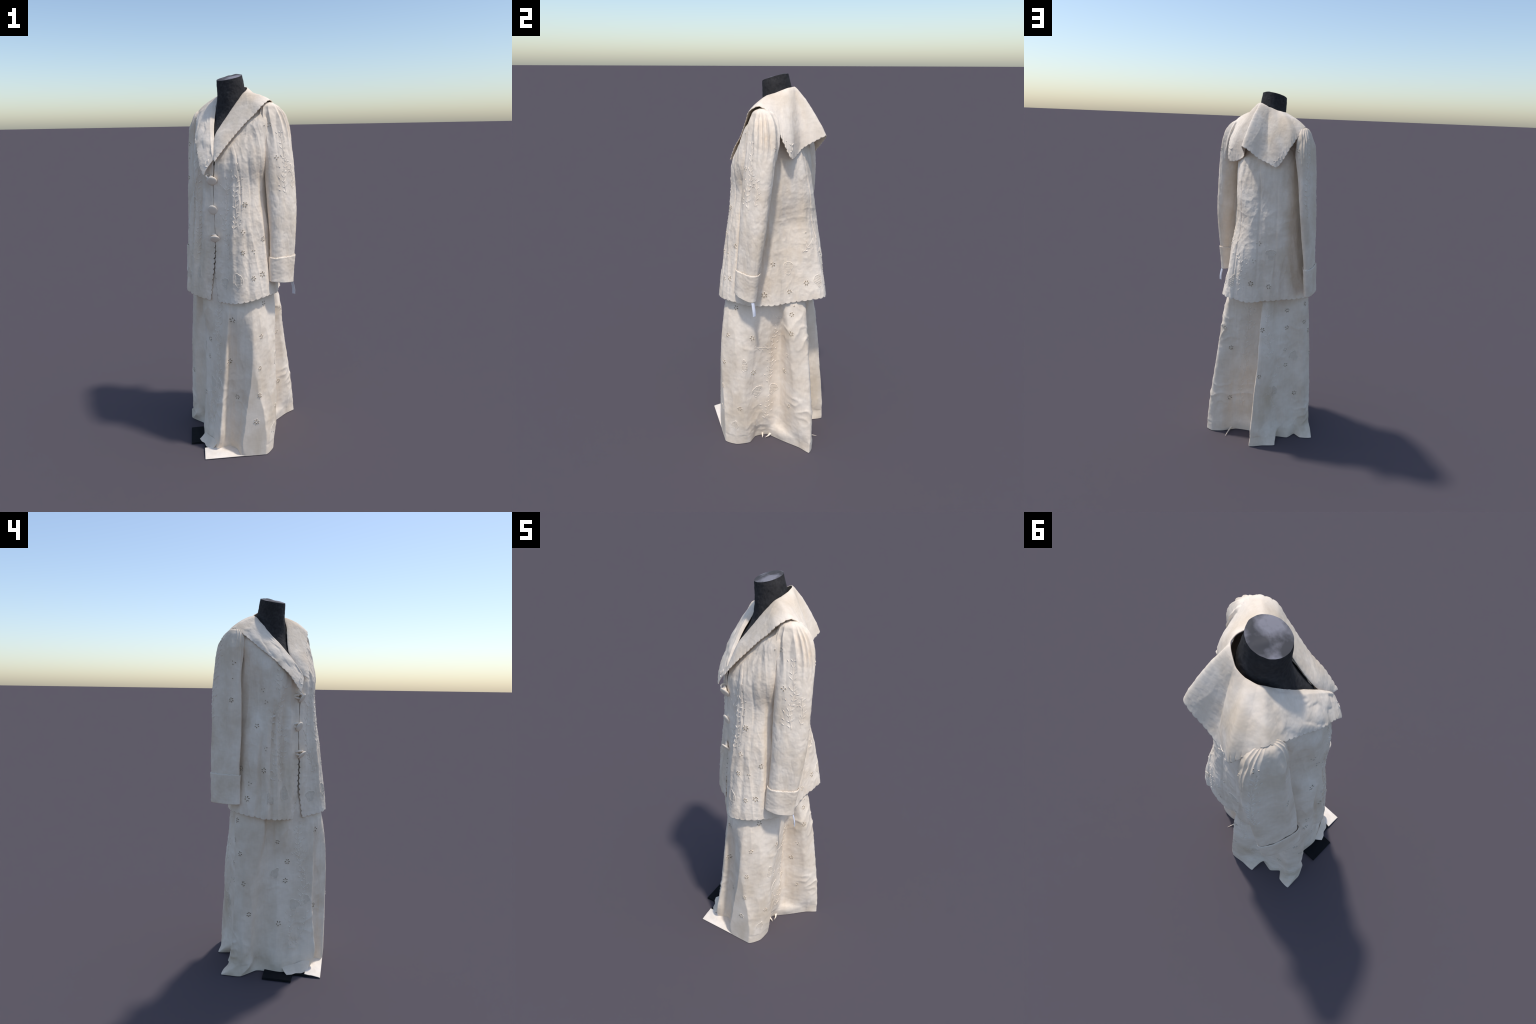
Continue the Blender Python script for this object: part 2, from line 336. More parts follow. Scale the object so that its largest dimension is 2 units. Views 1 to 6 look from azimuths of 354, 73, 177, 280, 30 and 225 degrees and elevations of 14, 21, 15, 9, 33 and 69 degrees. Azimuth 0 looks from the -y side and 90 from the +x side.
# ----------------------------------------------------------------- sleeves
def sleeve(name, spec, ang, fold, z_end, seed, pleat=.010):
    """spec rows: (z, cx, cy, half width, half depth); ang: direction of the width."""
    spec = sorted(spec)
    zz = [s[0] for s in spec]
    rows = [s[1:] for s in spec]
    zq = np.linspace(z_end, zz[-1], 230)
    R = interp_rows(zz, rows, zq)
    NU = 220
    th = np.linspace(0, 2*math.pi, NU, endpoint=False)
    d = np.array([math.cos(ang), math.sin(ang)]); e = np.array([-d[1], d[0]])
    G = np.zeros((len(zq), NU, 3))
    sq = .92
    cu = np.sign(np.cos(th)) * np.abs(np.cos(th))**sq
    su = np.sign(np.sin(th)) * np.abs(np.sin(th))**sq
    for i, z in enumerate(zq):
        cx, cy, a, b = R[i]
        G[i, :, 0] = cx + d[0]*a*cu + e[0]*b*su
        G[i, :, 1] = cy + d[1]*a*cu + e[1]*b*su
        G[i, :, 2] = z
    N = -grid_normals(G, True)
    def rel(p):
        x, y, z = p
        head = max(0, 1 - abs(z - 1.74) / .15)
        a = .0042 * nz((x*3, y*3, z*.35), 8, seed)
        g = .0035 * head * crease((x*2.4, y*2.4, z*.3), 11, seed + 2)
        b = .0028 * crease((x*1.5, y*1.5, z*.22), 11, seed + 4) + .0010 * crease((x*1.3, y*1.3, z*.6), 22, seed) + .0009 * nz(p, 50, seed) + .0006 * nz(p, 115, 5)
        return a + g + b
    # gathers where the sleeve head is eased into the armhole
    for i, z in enumerate(zq):
        k = max(0, min(1, (z - 1.62)/.12)) * max(0, min(1, (1.85 - z)/.05))
        G[i] += N[i] * (pleat * k * (np.abs(np.sin(th*7.5 + 1.3*np.sin(th*3 + seed) + 2*(z - 1.7))) - .5))[:, None]
    G = relief(G, N, rel)
    if fold is not None:
        (th0, depth, width, ztop, zbot) = fold
        for i, z in enumerate(zq):
            k = max(0, min(1, (ztop - z)/.05)) * max(0, min(1, (z - zbot)/.25))
            dd = np.angle(np.exp(1j*(th - th0)))
            G[i, :, :2] -= (N[i, :, :2]) * (depth * k * np.exp(-(dd/width)**2))[:, None]
    ob = grid_mesh(name, G[::-1], True)
    bm = bmesh.new(); bm.from_mesh(ob.data)
    bm.verts.ensure_lookup_table()
    top = [bm.verts[i] for i in range(NU)]
    bmesh.ops.contextual_create(bm, geom=top)
    bm.to_mesh(ob.data); bm.free()
    ob.data.polygons.foreach_set('use_smooth', [True]*len(ob.data.polygons))
    ob.data.materials.append(M_LINEN)
    parent(ob, jacket)
    return ob, G

LEFT = [(.945,.190,-.204,.069,.033),(1.03,.194,-.196,.071,.036),(1.09,.198,-.190,.073,.038),(1.15,.201,-.183,.076,.041),(1.30,.204,-.166,.083,.046),(1.45,.199,-.148,.084,.048),
        (1.60,.190,-.127,.084,.056),(1.70,.178,-.108,.085,.063),(1.77,.165,-.101,.079,.061),(1.82,.154,-.098,.060,.050),(1.845,.150,-.100,.04,.033),(1.856,.150,-.103,.015,.012)]
RIGHT = [(0.93,-0.263,0.213,0.085,0.022),(1.0,-0.258,0.213,0.086,0.023),(1.09,-0.25,0.216,0.088,0.025),(1.15,-0.245,0.218,0.09,0.027),(1.3,-0.229,0.218,0.09,0.03),(1.45,-0.213,0.223,0.089,0.032),(1.6,-0.202,0.22,0.084,0.037),(1.7,-0.191,0.21,0.08,0.043),(1.77,-0.187,0.196,0.068,0.044),(1.805,-0.181,0.186,0.05,0.038),(1.822,-0.18,0.182,0.028,0.024),(1.829,-0.18,0.181,0.01,0.009)]
ANG_L, ANG_R = math.radians(27), math.radians(70)
sl, SGL = sleeve('sleeve', LEFT, ANG_L, None, .965, 3.0)
sr, SGR = sleeve('sleeve', RIGHT, ANG_R, (math.radians(115), .018, .26, 1.78, 1.15), .95, 11.0, .004)

def cuff(spec, ang, z0f, z0b, ztop, seed):
    """band round the wrist, slightly proud of the sleeve, scalloped upper edge"""
    spec = sorted(spec); zz = [s[0] for s in spec]; rows = [s[1:] for s in spec]
    NU, NV = 240, 44
    th = np.linspace(0, 2*math.pi, NU, endpoint=False)
    d = np.array([math.cos(ang), math.sin(ang)]); e = np.array([-d[1], d[0]])
    sq = .92
    cu = np.sign(np.cos(th)) * np.abs(np.cos(th))**sq
    su = np.sign(np.sin(th)) * np.abs(np.sin(th))**sq
    G = np.zeros((NV, NU, 3))
    for j in range(NU):
        zb = z0f + (z0b - z0f) * (.5 + .5*cu[j])
        zt = ztop + scallop(j / NU * .40, .004, .025 + .006*nz((j*.07, 0, 0), 1, seed)) + .004*nz((j*.03, 0, 0), 1, seed)
        for i in range(NV):
            z = zb + (zt - zb) * i / (NV - 1)
            cx, cy, a, b = interp_rows(zz, rows, [z])[0]
            o = .0022 + (.0005 if i == NV - 3 else 0) - (.002 if i == NV - 1 else 0)
            G[i, j] = (cx + d[0]*(a+o)*cu[j] + e[0]*(b+o)*su[j], cy + d[1]*(a+o)*cu[j] + e[1]*(b+o)*su[j], z)
    N = -grid_normals(G, True)
    G = relief(G, N, lambda p: .0042 * nz((p[0]*3, p[1]*3, p[2]*.35), 8, seed) + .0018*nz(p, 26, seed) + .0008 * nz(p, 80, seed))
    ob = grid_mesh('cuff', G[::-1], True)
    ob.data.materials.append(M_LINEN)
    thicken(ob, .002)
    parent(ob, jacket)
    return ob
cuff_l = cuff(LEFT, ANG_L, .968, .945, 1.088, 3.0)
cuff_r = cuff(RIGHT, ANG_R, .938, .932, 1.085, 11.0)

# ------------------------------------------------------------------ collar
# columns from the right lapel tip round the neck to the left lapel:
# (inner edge, outer edge, lift of the middle)
CO = [
((-.132,-.165,1.588),(-.187,-.156,1.508), .004),
((-.132,-.148,1.615),(-.201,-.128,1.550), .004),
((-.131,-.122,1.650),(-.207,-.092,1.600), .004),
((-.129,-.084,1.700),(-.212,-.037,1.650), .006),
((-.125,-.039,1.750),(-.211,.024,1.700), .008),
((-.115,.012,1.800),(-.207,.085,1.750), .009),
((-.102,.060,1.855),(-.203,.147,1.798), .008),
((-.090,.092,1.893),(-.186,.195,1.822), .010),
((-.075,.106,1.900),(-.150,.245,1.778), .018),
((-.058,.112,1.905),(-.122,.268,1.736), .030),
((-.040,.116,1.910),(-.085,.255,1.665), .026),
((-.022,.116,1.917),(-.050,.240,1.622), .022),
((-.005,.112,1.924),(-.004,.230,1.638), -.004),
((.010,.105,1.932),(.048,.227,1.662), .000),
((.024,.097,1.938),(.094,.230,1.698), .004),
((.036,.088,1.942),(.130,.217,1.718), .010),
((.043,.078,1.942),(.118,.140,1.680), .004),
((.048,.065,1.940),(.122,.090,1.654), .012),
((.052,.048,1.936),(.165,.050,1.632), .022),
((.053,.030,1.929),(.202,.018,1.632), .028),
((.050,.012,1.922),(.206,-.020,1.703), .024),
((.045,-.005,1.915),(.194,-.055,1.785), .016),
((.036,-.020,1.908),(.175,-.085,1.840), .012),
((.024,-.034,1.898),(.148,-.120,1.861), .012),
((.006,-.046,1.875),(.110,-.150,1.834), .010),
((-.014,-.055,1.850),(.072,-.152,1.794), .008),
((-.050,-.064,1.800),(.022,-.154,1.750), .008),
((-.088,-.073,1.750),(-.026,-.161,1.700), .008),
((-.118,-.088,1.705),(-.072,-.178,1.650), .008),
((-.130,-.118,1.650),(-.112,-.186,1.602), .004),
((-.134,-.150,1.600),(-.133,-.190,1.575), .003),
]
I = np.array([c[0] for c in CO]); O = np.array([c[1] for c in CO]); Lf = np.array([c[2] for c in CO])
NC, NR = 640, 90
Id = catmull(I, NC, False, .45); Od = catmull(O, NC, False, .38); Ld = catmull(Lf[:, None], NC, False)[:, 0]
oa = np.concatenate([[0], np.cumsum(np.linalg.norm(np.diff(Od, axis=0), axis=1))])
ctr = np.array([-.03, .03])
G = np.zeros((NR, NC, 3))
for j in range(NC):
    v = Od[j] - Id[j]
    rad = np.array([*(Od[j, :2] - ctr), 0]); rad /= np.linalg.norm(rad)
    up = np.array([0, 0, 1.0])
    nrm = up - v * (v @ up) / (v @ v); nrm /= np.linalg.norm(nrm)
    nrm = nrm * .7 + rad * .5
    for i in range(NR):
        t = i / (NR - 1)
        G[i, j] = Id[j] + v * t + nrm * Ld[j] * 4 * t * (1 - t)
    # scalloped outer edge
    out = v / np.linalg.norm(v)
    e = scallop(oa[j], .007, .0235) - .005
    k0 = int(NR * .8)
    for i in range(k0, NR):
        G[i, j] += out * e * ((i - k0) / (NR - 1 - k0))
# roll of the fold line: the inner edge turns inward
for i in range(7):
    a = (7 - i) / 7
    G[i, :, 2] -= .006 * a * a
N = grid_normals(G)
if N[40, 100, 2] < 0: N = -N
def collar_relief(p):
    return .0050 * nz((p[0], p[1], p[2]*.6), 7, 3) + .0013 * crease((p[0], p[1], p[2]*.5), 12, 5) + .0006 * nz(p, 55, 1) + .0004*nz(p, 120, 1)
G = relief(G, N, collar_relief) + N * .004
# keep the collar clear of the jacket under it: lift it where it would sink in
jb = BVHTree.FromPolygons([v.co[:] for v in jacket.data.vertices], [p.vertices[:] for p in jacket.data.polygons])
lift = np.zeros((NR, NC))
for i in range(NR):
    for j in range(NC):
        hit = jb.ray_cast(Vector(G[i, j] - N[i, j]*.004), Vector(N[i, j]), .06)
        if hit[0] is not None and i > 8:
            lift[i, j] = hit[3] + .003
for it in range(14):
    sm = lift.copy()
    sm[1:-1] = (lift[2:] + lift[:-2] + 2*lift[1:-1])/4
    sm[:, 1:-1] = (sm[:, 2:] + sm[:, :-2] + 2*sm[:, 1:-1])/4
    lift = np.maximum(lift*(.999), sm) if it < 8 else sm
G = G + N * np.minimum(lift, .03)[..., None]
collar = grid_mesh('collar', G)
collar.data.materials.append(M_LINEN)
thicken(collar, .0035, 0)
parent(collar, jacket)
CG, CN = G, N

# ------------------------------------------------- the dress form (neck, base)
FWD = np.array([-.70711, -.70711]); LFT = np.array([.70711, -.70711])
# (z, front f, back f, centre l, half width)
NECK = [(1.60,.150,-.10,-.038,.115),(1.66,.152,-.105,-.038,.125),(1.70,.141,-.105,-.036,.125),(1.75,.106,-.10,-.036,.115),(1.80,.080,-.095,-.038,.10),(1.84,.074,-.092,-.038,.088),
        (1.88,.072,-.084,-.038,.078),(1.92,.073,-.070,-.038,.071),(1.955,.075,-.058,-.038,.069),(1.982,.0755,-.050,-.038,.067)]
zq = np.linspace(1.60, 1.982, 90)
R = interp_rows([n[0] for n in NECK], [n[1:] for n in NECK], zq)
NU = 160
th = np.linspace(0, 2*math.pi, NU, endpoint=False)
G = np.zeros((len(zq), NU, 3))
for i, z in enumerate(zq):
    fr, bk, cl, hw = R[i]
    cf, rf = (fr + bk)/2, (fr - bk)/2
    f = cf + rf*np.cos(th); l = cl + hw*np.sin(th)
    G[i, :, :2] = f[:, None]*FWD + l[:, None]*LFT
    tilt = max(0, (z - 1.85)/.132)
    G[i, :, 2] = z - .29 * tilt * (f - .014)
N = grid_normals(G, True)
if (N[50, 0, :2] @ FWD) < 0: N = -N
G = relief(G, N, lambda p: .0012*nz(p, 30, 2) + .0010*nz(p, 80, 4))
neck = grid_mesh('neck', G, True)
neck.data.materials.append(M_NECK)
parent(neck, root)
# cap of the neck: felt disc with a raised, puckered patch
NRc = 26
cap = np.zeros((NRc, NU, 3))
rim = G[-1]; cen = rim.mean(0)
for i in range(NRc):
    t = i / (NRc - 1)
    cap[i] = rim * (1 - t) + cen * t
    for j in range(NU):
        p = cap[i, j]
        lift = .004 * (1 - (1 - t)**4)
        side = (p[:2] - cen[:2]) @ np.array([.35, .94])
        puck = .006 * nz(p, 34, 6) * (1 if side > 0 else .2) * min(1, t*5)
        cap[i, j, 2] += lift + puck
neck_cap = grid_mesh('neck_cap', cap, True)
neck_cap.data.materials.append(M_NTOP)
parent(neck_cap, neck)

def slab(name, poly, z0, z1, mat, par, bevel=.002):
    bm = bmesh.new()
    b = [bm.verts.new((x, y, z0)) for x, y in poly]
    t = [bm.verts.new((x, y, z1)) for x, y in poly]
    n = len(poly)
    bm.faces.new(t); bm.faces.new(b[::-1])
    for i in range(n): bm.faces.new((b[i], b[(i+1) % n], t[(i+1) % n], t[i]))
    bmesh.ops.recalc_face_normals(bm, faces=bm.faces)
    bmesh.ops.bevel(bm, geom=[e for e in bm.edges if abs(e.verts[0].co.z - z1) < 1e-6 and abs(e.verts[1].co.z - z1) < 1e-6], offset=bevel, segments=2, affect='EDGES')
    return new_object(name, mesh_from_bm(name, bm, False), par, mat)
base = slab('base_board', [(-.319,-.157),(-.246,-.157),(-.246,-.245),(-.06,-.27),(.02,-.2),(.02,-.02),(-.12,.0),(-.319,-.004)], 0.0, .010, M_BASE, root)

# ------------------------------------------------------- cloth on the floor
def sheet(name, A, B, mat, par, amp=.004, nu=60, nv=24, seed=0.0, thick=.002, sag=0.0):
    """ruled sheet between the polylines A and B, crumpled a little"""
    a = catmull(np.array(A), nu, False, .3); b = catmull(np.array(B), nu, False, .3)
    G = np.zeros((nv, nu, 3))
    for i in range(nv):
        t = i/(nv-1)
        G[i] = a*(1-t) + b*t
        G[i, :, 2] -= sag*4*t*(1-t)
        k = math.sin(math.pi*min(1, t*1.15 + .0))
        for j in range(nu):
            G[i, j, 2] += amp * k * (nz(G[i, j], 28, seed) + .6*abs(nz(G[i, j], 14, seed+2)))
            G[i, j, 2] = max(G[i, j, 2], .0)
    ob = grid_mesh(name, G)
    ob.data.materials.append(mat)
    thicken(ob, thick, 1)
    parent(ob, par)
    return ob
sheet('floor_cloth', [(-.2455,-.306,.001),(-.15,-.306,.001),(-.05,-.306,.001),(.05,-.306,.002)],
      [(-.2455,-.222,.013),(-.175,-.225,.024),(-.12,-.215,.016),(-.04,-.27,.014)], M_WHITE, skirt, .005, 90, 30, 1.0)
sheet('hem_flap', [(-.272,-.130,.012),(-.262,-.156,.012),(-.2455,-.175,.012),(-.238,-.205,.012),(-.212,-.235,.013)],
      [(-.238,-.098,.035),(-.226,-.135,.045),(-.214,-.165,.05),(-.197,-.2,.06),(-.172,-.245,.06)], M_LINEN, skirt, .002, 50, 30, 4.0, sag=.006)

def thread(points, r):
    cu = bpy.data.curves.new('loose_thread', 'CURVE'); cu.dimensions = '3D'
    sp = cu.splines.new('POLY'); sp.points.add(len(points)-1)
    for i, (p, pt) in enumerate(zip(points, sp.points)):
        pt.co = (*p, 1); pt.radius = 1 - .93*i/(len(points)-1)
    cu.bevel_depth = r; cu.bevel_resolution = 2; cu.use_fill_caps = True
    ob = bpy.data.objects.new('loose_thread', cu); COL.objects.link(ob)
    dg = bpy.context.evaluated_depsgraph_get()
    me = bpy.data.meshes.new_from_object(ob.evaluated_get(dg))
    bpy.data.objects.remove(ob); me.name = 'loose_thread'
    return new_object('loose_thread', me, skirt, M_EDGE)
thread([(.165,.128,.016),(.180,.155,.010),(.192,.185,.006),(.203,.213,.003)], .007)
thread([(.10,-.088,.014),(.118,-.092,.008),(.127,-.097,.003)], .007)
thread([(.12,-.045,.014),(.128,-.062,.008),(.130,-.080,.003)], .008)

# ------------------------------------------------------ surface attachments
def bvh(ob):
    return BVHTree.FromPolygons([v.co[:] for v in ob.data.vertices], [p.vertices[:] for p in ob.data.polygons])
B_J, B_S, B_SL, B_SR, B_C = bvh(jacket), bvh(skirt), bvh(sl), bvh(sr), bvh(collar)

def frame_on(p, n, spin=0.0):
    n = n.normalized()
    up = Vector((0, 0, 1)); u = (up - n * up.dot(n)).normalized(); w = u.cross(n)
    R = Matrix((w, u, n)).transposed().to_4x4()
    return Matrix.Translation(p) @ R @ Matrix.Rotation(spin, 4, 'Z')

# buttons: domed, cloth covered, with a loop of cord
def button_mesh():
    bm = bmesh.new()
    prof = [(0,.0070),(.010,.0070),(.019,.0060),(.0248,.0034),(.0268,0),(.0248,-.0034),(.014,-.0045),(.006,-.005),(.005,-.018),(0,-.018)]
    seg = 40; rings = []
    for r, z in prof:
        rings.append([bm.verts.new((r*math.cos(2*math.pi*k/seg), r*math.sin(2*math.pi*k/seg), z)) for k in range(seg)] if r > 0 else [bm.verts.new((0, 0, z))])
    for a, b in zip(rings[:-1], rings[1:]):
        for k in range(seg):
            k2 = (k+1) % seg
            if len(a) == 1: bm.faces.new((a[0], b[k], b[k2]))
            elif len(b) == 1: bm.faces.new((a[k], b[0], a[k2]))
            else: bm.faces.new((a[k], b[k], b[k2], a[k2]))
    bmesh.ops.recalc_face_normals(bm, faces=bm.faces)
    return mesh_from_bm('button', bm)
BM = button_mesh(); BM.materials.append(M_EDGE)
def azel(az, el):
    az, el = math.radians(az), math.radians(el)
    return Vector((math.sin(az)*math.cos(el), -math.cos(az)*math.cos(el), math.sin(el)))
def tube(name, pts, r, mat, par, taper=False):
    cu = bpy.data.curves.new(name, 'CURVE'); cu.dimensions = '3D'
    sp = cu.splines.new('POLY'); pts = catmull(np.array(pts), 40, False)
    sp.points.add(len(pts)-1)
    for p, pt in zip(pts, sp.points): pt.co = (*p, 1)
    cu.bevel_depth = r; cu.bevel_resolution = 3; cu.use_fill_caps = True
    ob = bpy.data.objects.new(name, cu); COL.objects.link(ob)
    dg = bpy.context.evaluated_depsgraph_get()
    me = bpy.data.meshes.new_from_object(ob.evaluated_get(dg))
    bpy.data.objects.remove(ob)
    me.polygons.foreach_set('use_smooth', [True]*len(me.polygons))
    me.name = name
    return new_object(name, me, par, mat)
for (x, y, z), (az, el) in (((-.150,-.163,1.481),(350,-32)), ((-.149,-.152,1.334),(335,-22)), ((-.144,-.168,1.187),(345,-42))):
    n = azel(az, el)
    ob = bpy.data.objects.new('button', BM); COL.objects.link(ob); ob.parent = jacket
    ob.matrix_world = frame_on(Vector((x, y, z)), n)
    c = np.array((x, y, z)) - np.array(n)*.012
    r3 = np.array([-.7071, .7071, 0])       # towards the wearer's right
    tube('button_loop', [c + r3*.034 - np.array([-.6,-.6,0])*.020 + np.array([0,0,.002]), c + r3*.022 + np.array([0,0,.010]), c - r3*.004 + np.array([0,0,.012]) + np.array([-.004,-.004,0]),
                         c - r3*.012 + np.array([0,0,.0]) + np.array([-.004,-.004,0]), c - r3*.002 - np.array([0,0,.010]), c + r3*.020 - np.array([0,0,.006]), c + r3*.032 - np.array([-.6,-.6,0])*.018], .0060, M_EDGE, jacket)
# knotted cord at the uppermost button
kn = np.array((-.158,-.150,1.498))
tube('button_loop', [kn + np.array(d) for d in ((.01,.03,.006),(-.012,.012,.012),(-.018,-.004,.006),(-.006,-.014,-.004),(.004,-.006,.008),(-.008,.010,-.006))], .0045, M_EDGE, jacket)

# ribbon hanging out of the left cuff
rib_c = catmull(np.array([(.240,-.183,.985),(.248,-.182,.955),(.256,-.180,.925),(.261,-.178,.898),(.261,-.176,.871)]), 40, False)
G = np.zeros((40, 6, 3))
for i in range(40):
    for j in range(6):
        s = (j/5 - .5) * .022
        G[i, j] = rib_c[i] + np.array([.55, -.83, 0])*s*(1) + np.array([.004*math.sin(j/5*math.pi), .003*math.sin(j/5*math.pi), (.004*(j % 2) if i == 39 else 0)])
rb = grid_mesh('ribbon', G); rb.data.materials.append(M_RIB); thicken(rb, .0012, 0); parent(rb, jacket)

# ------------------------------------------------------------- embroidery
# white-work: eyelet flowers, single eyelets, darned net patches and leafy vines.
# Each motif is anchored at a point and laid onto the cloth below it.
CLOTH = {'jacket': B_J, 'skirt': B_S, 'sleeve_left': B_SL, 'sleeve_right': B_SR, 'collar': B_C}
OWNER = {'jacket': jacket, 'skirt': skirt, 'sleeve_left': jacket, 'sleeve_right': jacket, 'collar': jacket}
def axis_at(part, z):
    if part in ('sleeve_left', 'sleeve_right'):
        sp = sorted(LEFT if part == 'sleeve_left' else RIGHT)
        zz = [q[0] for q in sp]
        return np.interp(z, zz, [q[1] for q in sp]), np.interp(z, zz, [q[2] for q in sp])
    return -.02, .0
def outward(part, p):
    if part == 'collar':
        return Vector((p[0] + .03, p[1] - .03, .25)).normalized()
    ax, ay = axis_at(part, p[2])
    return Vector((p[0] - ax, p[1] - ay, 0)).normalized()
def lay(part, p, ref=None):
    """nearest point of the cloth's outer face and its outward normal"""
    p = Vector(p); o = ref if ref is not None else outward(part, p)
    co, n, i, d = CLOTH[part].find_nearest(p + o * .006)
    if n.dot(o) < 0:
        n = -n
    return co, n
def motif_frame(part, p, spin):
    co, n = lay(part, p)
    # average the normal over the motif, so that it does not follow one crease
    acc = n.copy()
    for k in range(6):
        a = k * math.pi / 3
        t = Vector((-n.y, n.x, 0)).normalized()
        q = co + t * .01 * math.cos(a) + Vector((0, 0, 1)) * .01 * math.sin(a)
        acc += lay(part, q, n)[1]
    n = acc.normalized()
    return co, n, frame_on(co, n, spin)
def lay_points(part, fr, n, pts):
    out = []
    for x, y, h in pts:
        q = fr @ Vector((x, y, 0))
        co, nn = lay(part, q, n)
        out.append(co + n * h)
    return out

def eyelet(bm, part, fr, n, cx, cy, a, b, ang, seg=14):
    """one eyelet: dark disc laid on the cloth in place of a hole, corded rim"""
    ca, sa = math.cos(ang), math.sin(ang)
    rings = []
    for sc, h in ((0.0, .0006), (.80, .0007), (.92, .0017), (1.12, .0018), (1.32, .0002)):
        pts = []
        for k in range(seg if sc > 0 else 1):
            t = 2*math.pi*k/seg
            x, y = a*sc*math.cos(t), b*sc*math.sin(t)*(1 + .25*math.cos(t))
            pts.append((cx + ca*x - sa*y, cy + sa*x + ca*y, h))
        rings.append([bm.verts.new(c) for c in lay_points(part, fr, n, pts)])
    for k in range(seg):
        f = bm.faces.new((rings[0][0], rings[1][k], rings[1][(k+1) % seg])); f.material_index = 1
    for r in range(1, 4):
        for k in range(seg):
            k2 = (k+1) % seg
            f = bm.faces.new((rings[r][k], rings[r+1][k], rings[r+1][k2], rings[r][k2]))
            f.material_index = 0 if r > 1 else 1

def finish(name, bm, part, mats):
    bmesh.ops.recalc_face_normals(bm, faces=bm.faces)
    me = mesh_from_bm(name, bm)
    for m in mats: me.materials.append(m)
    return new_object(name, me, OWNER[part])

FLOWERS = {
    'jacket': [(.007,-.226,1.367),(.095,-.227,1.191),(-.011,-.261,1.131),(.038,-.275,1.000),(.085,-.255,1.014),(.182,-.054,1.107),(.195,.027,.952),(.203,.114,.993),(.188,-.103,.947),(.069,.249,.989),(-.027,.247,.973),(-.258,.052,1.342),(-.281,.011,1.118),(-.241,.134,1.119),(-.287,.093,.969)],
    'skirt': [(.093,-.227,.849),(.074,-.272,.683),(.062,-.293,.513),(-.073,-.241,.770),(-.092,-.223,.530),(.056,-.306,.360),(-.060,-.241,.327),(.035,-.307,.206),(.203,.029,.255),(.150,-.230,.252),(.163,-.158,.693),(.148,-.150,.472),(.160,.018,.461),(.219,.029,.719),(.204,.038,.824),(-.244,.154,.843),(-.139,.179,.809),(-.142,.183,.704),(-.002,.255,.718),(-.144,.188,.471),(.008,.284,.443),(-.203,.173,.278),(.209,.134,.677),(.172,.136,.551),(.176,.137,.222),(-.273,.130,.669),(-.242,.165,.735),(-.292,.105,.513),(-.216,-.057,.729),(-.187,-.108,.616),(-.193,-.100,.511),(-.223,-.073,.278),(-.286,.075,.344)],
    'sleeve_right': [(-.266,.186,1.468)],
}
DOTS = {
    'jacket': [(-.006,-.216,1.455),(-.008,-.248,1.234),(.043,-.255,1.135),(.112,-.173,1.746),(.169,.116,1.254),(.033,.229,1.213),(.056,.245,1.116),(-.231,.030,1.521),(-.239,.013,1.461),(-.274,.002,1.228),(-.282,.082,1.048)],
    'sleeve_left': [(.139,-.162,1.747),(.175,-.189,1.591),(.258,-.073,1.687)],
    'skirt': [(.190,.023,.578),(.201,.051,.869),(-.139,.193,.571)],
    'sleeve_right': [(-.204,.246,1.770),(-.154,.273,1.713),(-.250,.179,1.654),(-.257,.181,1.575)],
}
PATCHES = {
    'jacket': [(-.228,-.090,.994),(-.101,-.210,.963),(-.038,-.275,.991),(-.283,-.022,.973),(.177,.026,1.078),(.206,.178,1.001),(-.034,.242,1.155),(.174,.227,.993)],
    'skirt': [(-.181,-.149,.376),(-.152,-.211,.400),(-.211,-.047,.553),(.157,-.201,.523),(.131,-.033,.335),(.138,-.125,.341),(.136,-.259,.134),(-.082,.230,.321),(-.188,.171,.522)],
}
